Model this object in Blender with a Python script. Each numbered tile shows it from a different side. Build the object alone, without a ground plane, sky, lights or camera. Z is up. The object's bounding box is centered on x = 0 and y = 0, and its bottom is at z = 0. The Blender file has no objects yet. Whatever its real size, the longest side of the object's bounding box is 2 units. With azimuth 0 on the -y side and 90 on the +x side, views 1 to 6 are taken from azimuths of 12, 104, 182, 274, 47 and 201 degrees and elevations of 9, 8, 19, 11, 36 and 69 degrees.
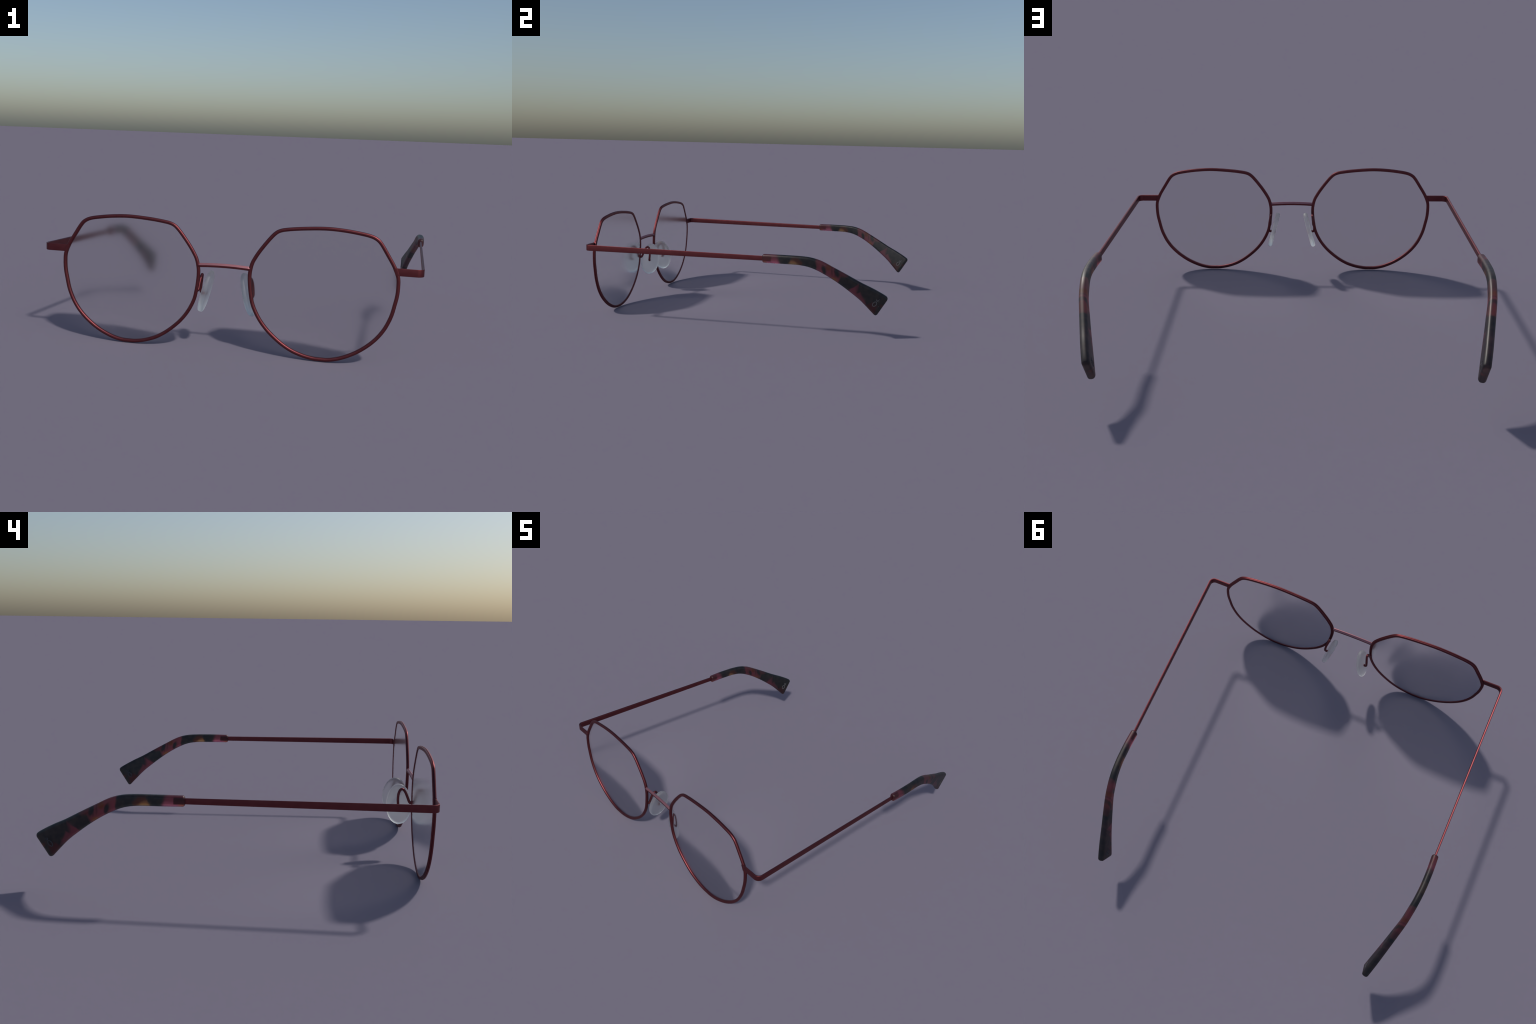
import bpy, bmesh, math
from mathutils import Vector
from mathutils.bvhtree import BVHTree

# ------------------------------------------------------------------ helpers
def lerp(a, b, t):
    return a + (b - a) * t

def catmull(points, per, closed):
    """Smooth curve through control points (tuples of any length), centripetal-ish Catmull-Rom."""
    n, out = len(points), []
    spans = n if closed else n - 1
    for i in range(spans):
        if closed:
            p = [points[(i + k - 1) % n] for k in range(4)]
        else:
            p = [points[min(max(i + k - 1, 0), n - 1)] for k in range(4)]
        for j in range(per):
            t = j / per
            out.append(tuple(0.5 * (2 * b + (c - a) * t + (2 * a - 5 * b + 4 * c - d) * t * t
                                    + (3 * b - a - 3 * c + d) * t ** 3)
                             for a, b, c, d in zip(*p)))
    if not closed:
        out.append(tuple(points[-1]))
    return out

def table(keys, x):
    """Piecewise linear look-up of y for x in [(x, y), ...]."""
    if x <= keys[0][0]:
        return keys[0][1]
    for (x0, y0), (x1, y1) in zip(keys, keys[1:]):
        if x <= x1:
            return lerp(y0, y1, (x - x0) / (x1 - x0))
    return keys[-1][1]

def rounded_rectangle(hw, hh, radius, steps=5):
    """Closed outline, counter-clockwise, half width hw and half height hh."""
    pts = []
    for cx, cy, a0 in ((hw - radius, hh - radius, 0), (-hw + radius, hh - radius, 90),
                       (-hw + radius, -hh + radius, 180), (hw - radius, -hh + radius, 270)):
        for k in range(steps + 1):
            a = math.radians(a0 + 90 * k / steps)
            pts.append((cx + radius * math.cos(a), cy + radius * math.sin(a)))
    return pts

def mesh_object(name, verts, faces, material, parent, sharp=40):
    me = bpy.data.meshes.new(name)
    me.from_pydata([tuple(v) for v in verts], [], faces)
    bm = bmesh.new()
    bm.from_mesh(me)
    bmesh.ops.recalc_face_normals(bm, faces=bm.faces)
    for f in bm.faces:
        f.smooth = True
    for e in bm.edges:
        if len(e.link_faces) == 2 and e.calc_face_angle() > math.radians(sharp):
            e.smooth = False
    bm.to_mesh(me)
    bm.free()
    me.materials.append(material)
    ob = bpy.data.objects.new(name, me)
    bpy.context.scene.collection.objects.link(ob)
    ob.parent = parent
    return ob

def loft(rings, closed_path, cap_start=True, cap_end=True):
    """Faces between successive rings of equal length."""
    n, m = len(rings), len(rings[0])
    verts = [v for r in rings for v in r]
    faces = []
    for i in range(n if closed_path else n - 1):
        a, b = i * m, ((i + 1) % n) * m
        for j in range(m):
            k = (j + 1) % m
            faces.append((a + j, a + k, b + k, b + j))
    if not closed_path:
        if cap_start:
            faces.append(tuple(range(m - 1, -1, -1)))
        if cap_end:
            faces.append(tuple((n - 1) * m + j for j in range(m)))
    return verts, faces

def tube(path, radius, sides=14):
    """Round wire along a 3D path with parallel-transported frames and rounded ends."""
    P = [Vector(p) for p in path]
    T = [(P[min(i + 1, len(P) - 1)] - P[max(i - 1, 0)]).normalized() for i in range(len(P))]
    N = T[0].orthogonal().normalized()
    rings = []
    def ring(c, t, nrm, r):
        b = t.cross(nrm)
        return [c + r * (math.cos(2 * math.pi * k / sides) * nrm + math.sin(2 * math.pi * k / sides) * b) for k in range(sides)]
    for i, (c, t) in enumerate(zip(P, T)):
        N = (N - t * N.dot(t)).normalized()
        if i == 0:
            for a in (80, 55, 28):
                rings.append(ring(c - t * radius * math.sin(math.radians(a)), t, N, radius * math.cos(math.radians(a))))
        rings.append(ring(c, t, N, radius))
        if i == len(P) - 1:
            for a in (28, 55, 80):
                rings.append(ring(c + t * radius * math.sin(math.radians(a)), t, N, radius * math.cos(math.radians(a))))
    return loft(rings, False)

# ------------------------------------------------------------------ materials
def new_material(name):
    m = bpy.data.materials.new(name)
    m.use_nodes = True
    nt = m.node_tree
    return m, nt, nt.nodes["Principled BSDF"]

def make_red_metal(name, dark, light, rough):
    m, nt, p = new_material(name)
    tc = nt.nodes.new("ShaderNodeTexCoord")
    no = nt.nodes.new("ShaderNodeTexNoise")
    no.inputs["Scale"].default_value = 26
    no.inputs["Detail"].default_value = 3
    nt.links.new(tc.outputs["Object"], no.inputs["Vector"])
    cr = nt.nodes.new("ShaderNodeValToRGB")
    cr.color_ramp.elements[0].position, cr.color_ramp.elements[1].position = 0.3, 0.7
    cr.color_ramp.elements[0].color = (*dark, 1)
    cr.color_ramp.elements[1].color = (*light, 1)
    nt.links.new(no.outputs["Fac"], cr.inputs["Fac"])
    nt.links.new(cr.outputs["Color"], p.inputs["Base Color"])
    p.inputs["Metallic"].default_value = 1.0
    p.inputs["Roughness"].default_value = rough
    return m

def make_glass(name, color, rough, ior, clear=1.0):
    m, nt, p = new_material(name)
    tc = nt.nodes.new("ShaderNodeTexCoord")
    no = nt.nodes.new("ShaderNodeTexNoise")
    no.inputs["Scale"].default_value = 9
    nt.links.new(tc.outputs["Object"], no.inputs["Vector"])
    mr = nt.nodes.new("ShaderNodeMapRange")
    mr.inputs["To Min"].default_value = rough * 0.97
    mr.inputs["To Max"].default_value = rough * 1.03
    nt.links.new(no.outputs["Fac"], mr.inputs["Value"])
    nt.links.new(mr.outputs["Result"], p.inputs["Roughness"])
    p.inputs["Base Color"].default_value = (*color, 1)
    p.inputs["IOR"].default_value = ior
    p.inputs["Transmission Weight"].default_value = clear
    return m

def make_acetate():
    """Mottled acetate: soft-edged patches laid out in the side plane (object y, z)."""
    m, nt, p = new_material("mottled_tortoise_acetate")
    N, L = nt.nodes, nt.links

    def val(x):
        return x
    def math_node(op, a, b=None, c=None, clamp=False):
        n = N.new("ShaderNodeMath")
        n.operation, n.use_clamp = op, clamp
        for i, s in enumerate((a, b, c)):
            if s is None:
                continue
            if isinstance(s, (int, float)):
                n.inputs[i].default_value = s
            else:
                L.new(s, n.inputs[i])
        return n.outputs[0]

    tc = N.new("ShaderNodeTexCoord")
    wob = N.new("ShaderNodeTexNoise")
    wob.inputs["Scale"].default_value = 22
    wob.inputs["Detail"].default_value = 2
    flat = N.new("ShaderNodeVectorMath")
    flat.operation = "MULTIPLY"
    flat.inputs[1].default_value = (0, 1, 1)
    L.new(tc.outputs["Object"], flat.inputs[0])
    L.new(flat.outputs[0], wob.inputs["Vector"])
    sep = N.new("ShaderNodeSeparateXYZ")
    L.new(flat.outputs[0], sep.inputs[0])
    sw = N.new("ShaderNodeSeparateColor")
    L.new(wob.outputs["Color"], sw.inputs[0])
    Y = math_node("ADD", sep.outputs["Y"], math_node("MULTIPLY", math_node("SUBTRACT", sw.outputs[0], 0.5), 0.016))
    Z = math_node("ADD", sep.outputs["Z"], math_node("MULTIPLY", math_node("SUBTRACT", sw.outputs[1], 0.5), 0.016))

    def smooth(d, soft):
        n = N.new("ShaderNodeMapRange")
        n.interpolation_type = "SMOOTHSTEP"
        n.inputs["From Min"].default_value, n.inputs["From Max"].default_value = -soft, soft
        L.new(d, n.inputs["Value"])
        return n.outputs["Result"]

    def polygon(pts, soft):
        """Soft mask of a convex polygon: least signed distance to its edges."""
        cy = sum(q[0] for q in pts) / len(pts)
        cz = sum(q[1] for q in pts) / len(pts)
        best = None
        for a, b in zip(pts, pts[1:] + pts[:1]):
            ny, nz = -(b[1] - a[1]), b[0] - a[0]
            l = math.hypot(ny, nz)
            ny, nz = ny / l, nz / l
            if ny * (cy - a[0]) + nz * (cz - a[1]) < 0:
                ny, nz = -ny, -nz
            d = math_node("MULTIPLY_ADD", Y, ny, math_node("MULTIPLY_ADD", Z, nz, -(ny * a[0] + nz * a[1])))
            best = d if best is None else math_node("MINIMUM", best, d)
        return smooth(best, soft)

    def ellipse(cy, cz, ry, rz, angle, soft):
        ca, sa = math.cos(math.radians(angle)), math.sin(math.radians(angle))
        dy, dz = math_node("SUBTRACT", Y, cy), math_node("SUBTRACT", Z, cz)
        u = math_node("MULTIPLY", math_node("ADD", math_node("MULTIPLY", dy, ca), math_node("MULTIPLY", dz, sa)), 1 / ry)
        v = math_node("MULTIPLY", math_node("SUBTRACT", math_node("MULTIPLY", dz, ca), math_node("MULTIPLY", dy, sa)), 1 / rz)
        r = math_node("SQRT", math_node("ADD", math_node("MULTIPLY", u, u), math_node("MULTIPLY", v, v)))
        return smooth(math_node("SUBTRACT", 1.0, r), soft)

    state = {"c": None}
    def layer(color, mask, strength=1.0):
        mix = N.new("ShaderNodeMix")
        mix.data_type = "RGBA"
        if strength != 1.0:
            mask = math_node("MULTIPLY", mask, strength)
        L.new(mask, mix.inputs["Factor"])
        if state["c"] is None:
            mix.inputs["A"].default_value = (*DARK, 1)
        else:
            L.new(state["c"], mix.inputs["A"])
        mix.inputs["B"].default_value = (*color, 1)
        state["c"] = mix.outputs["Result"]

    # faint charcoal mottling under everything
    cloud = N.new("ShaderNodeTexNoise")
    cloud.inputs["Scale"].default_value = 30
    L.new(flat.outputs[0], cloud.inputs["Vector"])
    layer((0.040, 0.038, 0.034), smooth(math_node("SUBTRACT", cloud.outputs["Fac"], 0.52), 0.15))
    # pink sleeve at the metal end
    layer(PINK_DEEP, polygon([(0.15, 0.55), (0.15, 0.42), (0.318, 0.42), (0.326, 0.465), (0.300, 0.505), (0.285, 0.55)], 0.012))
    layer(PINK, polygon([(0.15, 0.475), (0.15, 0.42), (0.312, 0.42), (0.316, 0.465), (0.300, 0.478)], 0.012))
    layer(ORANGE, ellipse(0.222, 0.456, 0.020, 0.014, 0, 0.6), 0.8)
    # amber window
    layer((0.11, 0.032, 0.02), polygon([(0.375, 0.42), (0.376, 0.46), (0.397, 0.500), (0.43, 0.500), (0.458, 0.470), (0.450, 0.42)], 0.008))
    layer(AMBER, polygon([(0.374, 0.42), (0.378, 0.464), (0.388, 0.480), (0.415, 0.476), (0.438, 0.456), (0.440, 0.42)], 0.010))
    # red marbled zone at the bend
    layer(RED, polygon([(0.535, 0.53), (0.550, 0.40), (0.60, 0.35), (0.666, 0.34), (0.690, 0.395), (0.690, 0.45), (0.60, 0.54)], 0.006))
    layer(RED_DEEP, polygon([(0.655, 0.46), (0.655, 0.405), (0.715, 0.389), (0.735, 0.395), (0.735, 0.43)], 0.008))
    layer(PINK_DEEP, ellipse(0.556, 0.432, 0.012, 0.032, -10, 0.5))
    layer(PINK_DEEP, ellipse(0.612, 0.408, 0.016, 0.020, 20, 0.5), 0.8)
    layer(DARK, ellipse(0.589, 0.432, 0.011, 0.028, 18, 0.4))
    layer(RUST, ellipse(0.618, 0.449, 0.018, 0.019, 0, 0.5))
    wave = N.new("ShaderNodeTexWave")
    wave.inputs["Scale"].default_value = 16
    wave.inputs["Distortion"].default_value = 1.5
    wave.bands_direction = "Y"
    L.new(flat.outputs[0], wave.inputs["Vector"])
    zone = ellipse(0.650, 0.424, 0.020, 0.034, 20, 0.4)
    layer((0.05, 0.018, 0.026), math_node("MULTIPLY", zone, wave.outputs["Fac"]), 0.7)
    layer(DARK, ellipse(0.667, 0.415, 0.012, 0.030, 22, 0.4))
    layer(AMBER_DEEP, ellipse(0.650, 0.376, 0.018, 0.011, -30, 0.5))
    # pink petals and dark red flame near the end
    layer(PETAL, polygon([(0.797, 0.348), (0.784, 0.255), (0.722, 0.302)], 0.005))
    layer(DARK, ellipse(0.795, 0.305, 0.012, 0.05, 8, 0.7), 0.55)
    layer(PETAL, polygon([(0.806, 0.300), (0.842, 0.222), (0.80, 0.235), (0.772, 0.276), (0.785, 0.290)], 0.006), 0.8)
    layer(FLAME, polygon([(0.834, 0.214), (0.880, 0.238), (0.905, 0.215), (0.896, 0.168), (0.875, 0.155), (0.84, 0.19)], 0.009))
    layer((0.10, 0.03, 0.025), ellipse(0.930, 0.215, 0.010, 0.010, 0, 0.6), 0.7)

    L.new(state["c"], p.inputs["Base Color"])
    p.inputs["Roughness"].default_value = 0.45
    p.inputs["IOR"].default_value = 1.45
    p.inputs["Transmission Weight"].default_value = ACETATE_TRANSMISSION
    return m

DARK = (0.020, 0.022, 0.025)
PINK_DEEP, PINK = (0.27, 0.056, 0.080), (0.50, 0.13, 0.19)
ORANGE, AMBER, AMBER_DEEP, RUST = (0.50, 0.14, 0.06), (0.42, 0.195, 0.080), (0.29, 0.095, 0.04), (0.20, 0.05, 0.02)
RED, RED_DEEP, PETAL, FLAME = (0.26, 0.058, 0.070), (0.17, 0.034, 0.040), (0.23, 0.050, 0.072), (0.085, 0.020, 0.022)
ACETATE_TRANSMISSION = 0.93

red_metal = make_red_metal("satin_maroon_metal", (0.158, 0.041, 0.047), (0.180, 0.048, 0.054), 0.45)
highlight_tinted = make_red_metal("highlight_tinted_rose_metal", (0.40, 0.18, 0.20), (0.44, 0.20, 0.22), 0.55)
lens_glass = make_glass("frosted_clear_lens", (0.85, 0.85, 0.85), 0.22, 1.45)
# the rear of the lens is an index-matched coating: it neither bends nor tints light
lens_coating, _nt, _p = new_material("index_matched_lens_coating")
_clear = _nt.nodes.new("ShaderNodeBsdfTransparent")
_nt.links.new(_clear.outputs[0], _nt.nodes["Material Output"].inputs["Surface"])
pad_silicone = make_glass("translucent_silicone", (0.95, 0.97, 0.97), 0.52, 1.45, 0.97)
acetate = make_acetate()
emblem_grey, _nt, _p = new_material("engraved_grey_print")
_p.inputs["Base Color"].default_value = (0.065, 0.065, 0.072, 1)
_p.inputs["Roughness"].default_value = 0.6
_p.inputs["Specular IOR Level"].default_value = 0.3

# ------------------------------------------------------------------ the thing
glasses = bpy.data.objects.new("eyeglasses", None)
bpy.context.scene.collection.objects.link(glasses)
glasses["label"] = "red metal round-bottomed eyeglasses with mottled acetate tips"
glasses["category"] = "eyeglasses"

FRONT, BACK = -0.9675, -0.9499          # depth of the wire frame
# centre line of one rim in the front plane (x, z), starting at the brow: flat brow, two
# cut corners, straight flanks, round bottom
RIM = [(0.5100, 0.6745), (0.4000, 0.6675), (0.3250, 0.6585), (0.2880, 0.6505), (0.2620, 0.6360), (0.2320, 0.6040), (0.1900, 0.5490),
       (0.1635, 0.5080), (0.1465, 0.4740), (0.1370, 0.4320), (0.1354, 0.3950), (0.1389, 0.3520), (0.1449, 0.3100), (0.1544, 0.2670),
       (0.1727, 0.2245), (0.1967, 0.1838), (0.2300, 0.1423), (0.2702, 0.1043), (0.3167, 0.0688), (0.3672, 0.0403), (0.4222, 0.0212),
       (0.4722, 0.0115), (0.5122, 0.0090), (0.5552, 0.0112), (0.6012, 0.0210), (0.6457, 0.0380), (0.6862, 0.0585), (0.7230, 0.0828),
       (0.7620, 0.1148), (0.7967, 0.1518), (0.8247, 0.1925), (0.8449, 0.2344), (0.8587, 0.2740), (0.8683, 0.3180), (0.8772, 0.3650),
       (0.8800, 0.4130), (0.8760, 0.4600), (0.8555, 0.5090), (0.8195, 0.5675), (0.7895, 0.6135), (0.7677, 0.6360), (0.7350, 0.6510),
       (0.6800, 0.6615), (0.6000, 0.6710)]
# wire profile (outward offset, depth behind the front): half-round bead, groove, flat back bead
WIRE = [(0.0089, 0.0078), (0.0085, 0.0050), (0.0070, 0.0024), (0.0042, 0.0006), (0.0006, 0.0), (-0.0030, 0.0004),
        (-0.0060, 0.0018), (-0.0080, 0.0044), (-0.0089, 0.0078), (-0.0089, 0.0134), (-0.0084, 0.0164), (-0.0070, 0.0174),
        (-0.0045, 0.0176), (0.0044, 0.0176), (0.0064, 0.0171), (0.0072, 0.0158), (0.0074, 0.0130), (0.0058, 0.0120),
        (0.0058, 0.0104), (0.0085, 0.0094)]

RIM_W = 1.07

def plane_normals(pts, closed=True):
    n, out = len(pts), []
    for i in range(n):
        a, b = (pts[i - 1], pts[(i + 1) % n]) if closed else (pts[max(i - 1, 0)], pts[min(i + 1, n - 1)])
        tx, tz = b[0] - a[0], b[1] - a[1]
        l = math.hypot(tx, tz)
        out.append((tz / l, -tx / l))
    return out

rim_line = [(x, max(z, 0.0096)) for x, z in catmull(RIM, 7, True)]
rim_norm = plane_normals(rim_line)
cx = sum(q[0] for q in rim_line) / len(rim_line)
if rim_norm[0][1] < 0:                     # outward at the brow means up
    rim_norm = [(-a, -b) for a, b in rim_norm]

def build_eye(side):
    rings = []
    for (x, z), (nx, nz) in zip(rim_line, rim_norm):
        rings.append([(side * (x + nx * r * RIM_W), FRONT + t, z + nz * r * RIM_W) for r, t in WIRE])
    v, f = loft(rings, True)
    mesh_object("rim", v, f, red_metal, glasses, 50)
    # lens: slab with softly bevelled edge seated inside the rim
    prof = [(-0.0046, 0.0140), (-0.0042, 0.0143), (-0.0042, 0.0155), (-0.0046, 0.0158)]
    lx, lz = 0.51, 0.35                      # faces tessellated in rings about the lens centre
    def lens_ring(r, t, k):
        return [(side * lerp(lx, x + nx * r, k), FRONT + t, lerp(lz, z + nz * r, k)) for (x, z), (nx, nz) in zip(rim_line, rim_norm)]
    shrink = [0.02, 0.1, 0.2, 0.32, 0.45, 0.58, 0.7, 0.8, 0.88, 0.94, 0.98]
    rings = [lens_ring(*prof[0], k) for k in shrink] + [lens_ring(r, t, 1) for r, t in prof]
    rings += [lens_ring(*prof[-1], k) for k in reversed(shrink)]
    v, f = loft(rings, False)
    lens = mesh_object("lens", v, f, lens_glass, glasses, 30)
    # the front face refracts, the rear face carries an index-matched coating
    lens.data.materials.append(lens_coating)
    for poly in lens.data.polygons:
        poly.use_smooth = False
        if poly.normal.y > -0.9:
            poly.material_index = 1

for side in (1, -1):
    build_eye(side)

# ---- bridge: a bar with sloping shoulders (upward offset, depth), gently arched between the rims
BRIDGE = [(0.0108, 0.0078), (0.0006, 0.0), (-0.0080, 0.0003), (-0.0098, 0.0014), (-0.0106, 0.0040), (-0.0106, 0.0138),
          (-0.0098, 0.0163), (-0.0080, 0.0174), (0.0006, 0.0177), (0.0108, 0.0096)]
rings = []
for i in range(41):
    u = -1 + 2 * i / 40
    x = 0.1405 * u
    z = 0.4452 + 0.0055 * (1 - u * u)
    end = max(0.0, (abs(u) - 0.955) / 0.045)          # the ends run out to a point on the rim
    rings.append([(x, FRONT - 0.0005 + 0.0088 + (t - 0.0088) * 1.05 * (1 - 0.25 * end), z + r * (1 - 0.55 * end)) for r, t in BRIDGE])
v, f = loft(rings, False)
bridge = mesh_object("bridge", v, f, red_metal, glasses, 25)
bridge.data.materials.append(highlight_tinted)              # pale pink highlight painted on the shoulders with a lightened metal
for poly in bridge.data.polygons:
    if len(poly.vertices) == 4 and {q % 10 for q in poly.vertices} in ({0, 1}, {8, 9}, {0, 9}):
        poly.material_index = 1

# ---- end pieces and temples: one flat bar bent round a corner
BAR_T = 0.0102
CORNER = 0.030
def bar_plan(side):
    """Plan path (x, y) of the bar's middle with its plan normal, from rim to inside the tip."""
    y0 = FRONT + BAR_T / 2 + 0.0004
    xo = 1.0 - BAR_T / 2
    slope = (0.9625 - xo) / (0.25 - (-0.93))
    pts = [(lerp(0.872, xo - CORNER, i / 8), y0) for i in range(9)]
    for i in range(1, 13):
        a = math.radians(90 * i / 12)
        pts.append((xo - CORNER + CORNER * math.sin(a), y0 + CORNER - CORNER * math.cos(a)))
    yb = y0 + CORNER
    n_end = len(pts)
    for i in range(1, 31):
        y = lerp(yb, 0.264, (i / 30))
        pts.append((xo + slope * (y - yb), y))
    return [(side * x, y) for x, y in pts], n_end

def bar_rings(side):
    pts, n_end = bar_plan(side)
    rings = []
    for i, (x, y) in enumerate(pts):
        a, b = pts[max(i - 1, 0)], pts[min(i + 1, len(pts) - 1)]
        tx, ty = b[0] - a[0], b[1] - a[1]
        l = math.hypot(tx, ty)
        nx, ny = ty / l, -tx / l
        h = table([(-1, 0.0385), (-0.93, 0.0385), (0.21, 0.0302), (1, 0.030)], y) / 2
        bt = BAR_T / 2 * (0.86 if i < 9 else min(1.0, 0.86 + 0.14 * (i - 8) / 12))
        zc = table([(-1, 0.4855), (-0.93, 0.4855), (0.21, 0.4825), (1, 0.4825)], y)
        # the upper edge falls away towards the wearer
        rings.append([(x + nx * p, y + ny * p, zc + q - (0.20 * (bt - side * p) if q > 0 else 0))
                      for p, q in rounded_rectangle(bt, h, bt * 0.5)])
    return rings, n_end

for side in (1, -1):
    rings, n_end = bar_rings(side)
    # the inner end of the end piece follows the slanting flank of the rim
    first = []
    for (x, y, z) in rings[0]:
        k = min(range(len(rim_line)), key=lambda i: abs(rim_line[i][1] - z) + (10 if rim_line[i][0] < 0.6 else 0))
        first.append((side * (rim_line[k][0] - rim_norm[k][0] * 0.004), y, z))
    head = [first] + rings[2:n_end + 2]
    v, f = loft(head, False, True, False)
    mesh_object("end_piece", v, f, red_metal, glasses, 35)
    v, f = loft(rings[n_end + 1:], False, False, True)
    mesh_object("temple", v, f, red_metal, glasses, 35)
    # soldered lug gripping the rim where the end piece meets it
    ids = [i for i in range(len(rim_line)) if rim_line[i][0] > 0.8 and 0.4662 <= rim_line[i][1] <= 0.5050]
    ids.sort()
    lug = []
    for i in ids:
        (x, z), (nx, nz) = rim_line[i], rim_norm[i]
        lug.append([(side * (x + nx * p), FRONT - 0.0006 + 0.0094 + q, z + nz * p)
                    for p, q in rounded_rectangle(0.0096, 0.0094, 0.0022, 3)])
    v, f = loft(lug, False)
    mesh_object("lug", v, f, red_metal, glasses, 35)

# ---- nose pads on looped arms
PAD_C, PAD_TOP = Vector((0.1135, -0.884, 0.2955)), Vector((0.0855, -0.884, 0.4035))
PAD_HALF_LONG, PAD_HALF_WIDE, PAD_HALF_THICK = 0.1150, 0.0725, 0.0136
for side in (1, -1):
    ax = (PAD_TOP - PAD_C).normalized()
    wy = Vector((0.03, 1, 0)).normalized()
    ax = (ax - wy * ax.dot(wy)).normalized()
    nn = ax.cross(wy).normalized()
    rings = []
    for k in range(17):
        a = math.radians(-90 + 180 * k / 16)
        inset = PAD_HALF_THICK * (1 - max(math.cos(a), 0) ** 0.8)
        th = PAD_HALF_THICK * math.sin(a)
        ring = []
        for j in range(64):
            b = 2 * math.pi * j / 64
            egg = 1 - 0.05 * math.sin(b)
            q = PAD_C + ax * (PAD_HALF_LONG - inset) * math.sin(b) + wy * (PAD_HALF_WIDE - inset) * egg * math.cos(b) + nn * th
            ring.append((side * q.x, q.y, q.z))
        rings.append(ring)
    v, f = loft(rings, False)
    mesh_object("nose_pad", v, f, pad_silicone, glasses, 50)
    arm = [(0.1470, -0.9535, 0.318), (0.1420, -0.946, 0.309), (0.1395, -0.938, 0.318), (0.1370, -0.9265, 0.347), (0.1345, -0.914, 0.373),
           (0.1330, -0.900, 0.386), (0.1350, -0.887, 0.381), (0.1400, -0.8775, 0.360), (0.1440, -0.8750, 0.330), (0.1455, -0.8765, 0.303),
           (0.1430, -0.8790, 0.291), (0.1360, -0.8805, 0.2865), (0.1240, -0.8815, 0.2875)]
    path = [(side * x, y, z) for x, y, z in catmull(arm, 6, False)]
    v, f = tube(path, 0.0074)
    mesh_object("nose_pad_arm", v, f, red_metal, glasses, 60)

# ---- acetate temple tips: flat paddle, lofted between its upper and lower edge lines
#        upper edge (y, z)  lower edge (y, z)   middle x
TIP = [(0.2100, 0.5090, 0.2100, 0.4560, 0.9630), (0.3000, 0.5100, 0.3000, 0.4552, 0.9645), (0.3950, 0.5095, 0.3920, 0.4545, 0.9615),
       (0.4500, 0.5080, 0.4400, 0.4525, 0.9575), (0.5080, 0.5024, 0.4900, 0.4449, 0.9515), (0.5720, 0.4842, 0.5400, 0.4277, 0.9430),
       (0.6450, 0.4474, 0.6050, 0.3944, 0.9310), (0.7300, 0.4018, 0.6750, 0.3493, 0.9105), (0.8100, 0.3578, 0.7450, 0.2968, 0.8900),
       (0.8800, 0.3238, 0.8050, 0.2468, 0.8715), (0.9450, 0.2878, 0.8680, 0.1818, 0.8525), (0.9745, 0.2668, 0.9000, 0.1468, 0.8430)]
TIP_T = 0.0185
stations = catmull(TIP, 10, False)
def build_tip(side):
    n = len(stations)
    cen = [Vector((s[4], (s[0] + s[2]) / 2, (s[1] + s[3]) / 2)) for s in stations]
    length = [0.0]
    for a, b in zip(cen, cen[1:]):
        length.append(length[-1] + (b - a).length)
    total = length[-1]

    def frame(l):
        l = min(max(l, 0), total)
        i = max(k for k in range(n - 1) if length[k] <= l)
        t = (l - length[i]) / (length[i + 1] - length[i])
        s = [lerp(a, b, t) for a, b in zip(stations[i], stations[i + 1])]
        c = Vector((s[4], (s[0] + s[2]) / 2, (s[1] + s[3]) / 2))
        up = Vector((0, s[0] - s[2], s[1] - s[3]))
        tan = (cen[min(i + 2, n - 1)] - cen[max(i - 1, 0)]).normalized()
        hh = up.length / 2
        up.normalize()
        wide = tan.cross(up).normalized()
        return c, up, wide, hh
    R0, R1 = 0.011, 0.017
    ls = [(R0 * (1 - math.cos(math.radians(a))), R0 * (1 - math.sin(math.radians(a)))) for a in (8, 20, 35, 50, 65, 80)]
    ls += [(lerp(R0, total - R1, i / 90), 0.0) for i in range(91)]
    ls += [(total - R1 * (1 - math.cos(math.radians(a))), R1 * (1 - math.sin(math.radians(a)))) for a in (80, 65, 50, 35, 20, 8)]
    rings = []
    for l, inset in ls:
        c, up, wide, hh = frame(l)
        w = TIP_T - inset * 0.72
        h = hh - inset
        ring = []
        for p, q in rounded_rectangle(w, h, min(w, h) * 0.86, 7):
            P = c + wide * p + up * q
            ring.append((side * P.x, P.y, P.z))
        rings.append(ring)
    v, f = loft(rings, False)
    ob = mesh_object("temple_tip", v, f, acetate, glasses, 60)
    return ob, v, f

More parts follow.
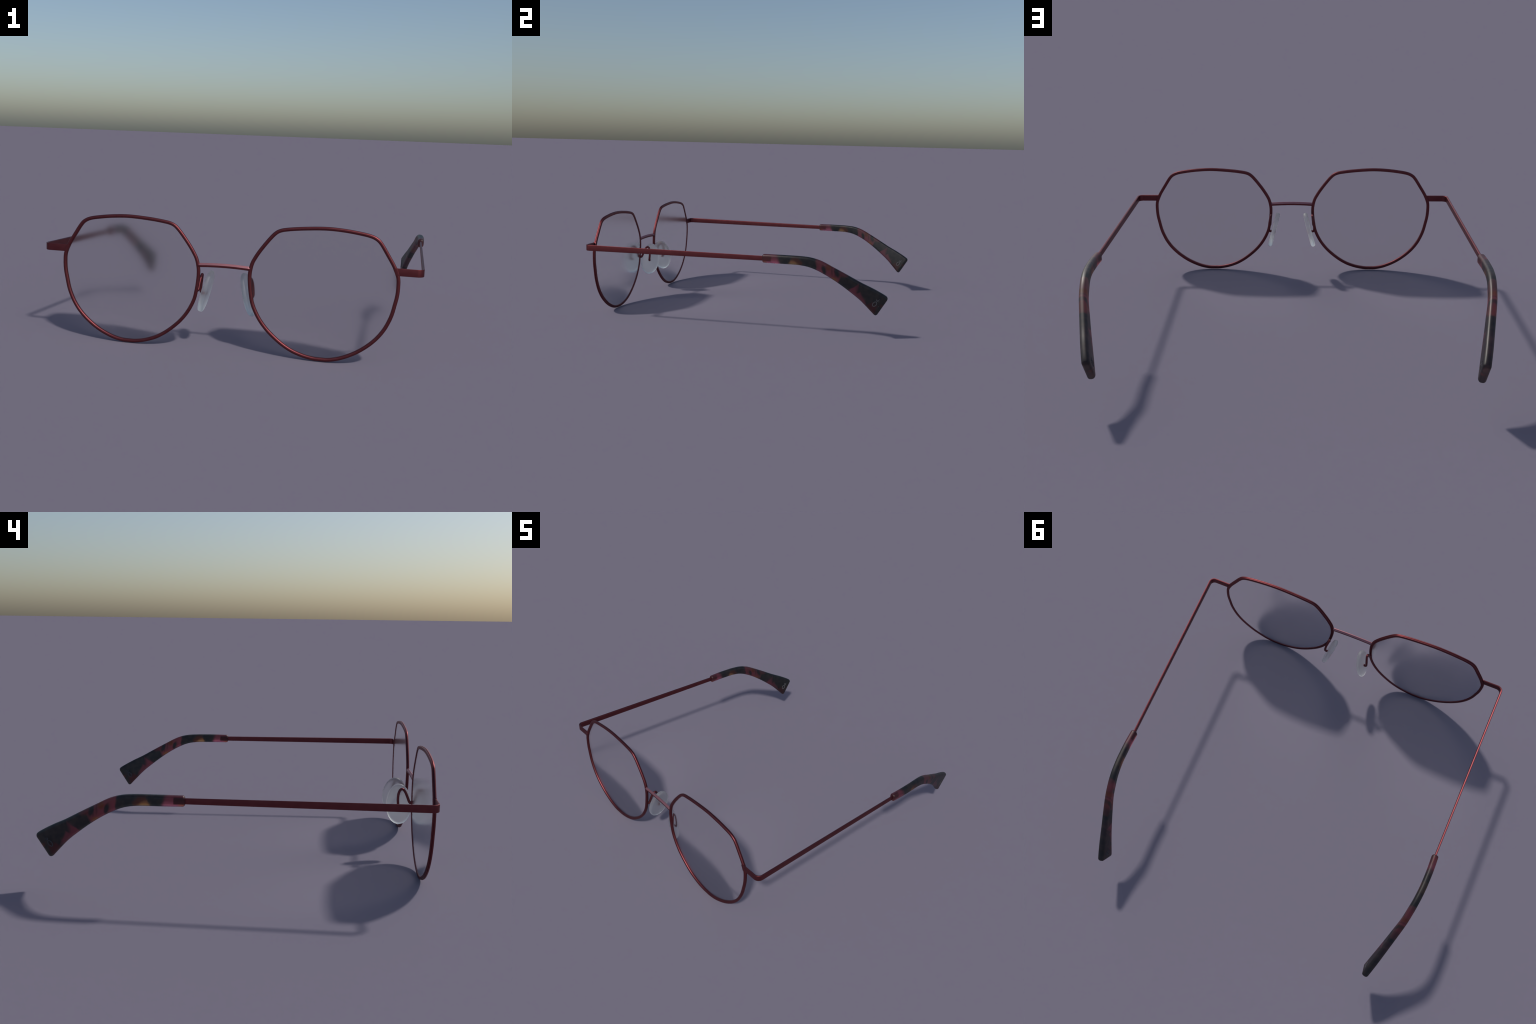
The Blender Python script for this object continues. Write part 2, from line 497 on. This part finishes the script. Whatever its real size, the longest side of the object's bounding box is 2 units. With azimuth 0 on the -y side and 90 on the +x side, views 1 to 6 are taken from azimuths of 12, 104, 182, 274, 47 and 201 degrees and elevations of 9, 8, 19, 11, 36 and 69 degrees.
# emblem: a slanted oval ring with a sprout of leaves, laid in the paddle plane
EM_C, EM_AX = (0.8945, 0.2285), (0.58, 0.815)
def em_point(a, b):
    """a along the emblem's upright axis, b across it (towards the paddle's end)."""
    return (EM_C[0] + a * EM_AX[0] + b * EM_AX[1], EM_C[1] + a * EM_AX[1] - b * EM_AX[0])

def emblem_strips():
    strips = []
    ring = []
    for k in range(41):
        t = 2 * math.pi * k / 40
        ring.append((em_point(0.0185 * math.cos(t), 0.0130 * math.sin(t)), em_point(0.0132 * math.cos(t), 0.0077 * math.sin(t))))
    strips.append(ring)
    for (a0, b0), (a1, b1), w in (((0.0215, 0.001), (0.041, 0.006), 0.0022), ((0.022, -0.002), (0.0335, -0.011), 0.0018),
                                  ((0.0225, 0.004), (0.0285, 0.0145), 0.0018), ((0.021, -0.001), (0.033, -0.003), 0.0016),
                                  ((-0.003, 0.0260), (0.003, 0.0300), 0.0014)):
        la = math.hypot(a1 - a0, b1 - b0)
        pa, pb = -(b1 - b0) / la, (a1 - a0) / la
        s = []
        for k in range(7):
            t = k / 6
            ww = w * (0.35 + 0.65 * math.sin(math.pi * min(max(t, 0.12), 0.88)))
            a, b = lerp(a0, a1, t), lerp(b0, b1, t)
            s.append((em_point(a + pa * ww, b + pb * ww), em_point(a - pa * ww, b - pb * ww)))
        strips.append(s)
    return strips

for side in (1, -1):
    tip, tv, tf = build_tip(side)
    tree = BVHTree.FromPolygons([Vector(q) for q in tv], tf)
    for face in (1, -1):                     # outer and inner cheek of the paddle
        verts, faces = [], []
        for strip in emblem_strips():
            rows = []
            for pair in strip:
                row = []
                for (y, z) in pair:
                    hit = tree.ray_cast(Vector((side * (0.86 + face * 0.2), y, z)), Vector((-side * face, 0, 0)))[0]
                    x = hit.x if hit else side * 0.85
                    row.append((x, y, z))
                d = side * face
                rows.append([(row[0][0] - d * 0.0008, *row[0][1:]), (row[0][0] + d * 0.0011, *row[0][1:]),
                             (row[1][0] + d * 0.0011, *row[1][1:]), (row[1][0] - d * 0.0008, *row[1][1:])])
            v, f = loft(rows, False)
            base = len(verts)
            verts += v
            faces += [tuple(base + i for i in q) for q in f]
        mesh_object("emblem", verts, faces, emblem_grey, tip, 40)
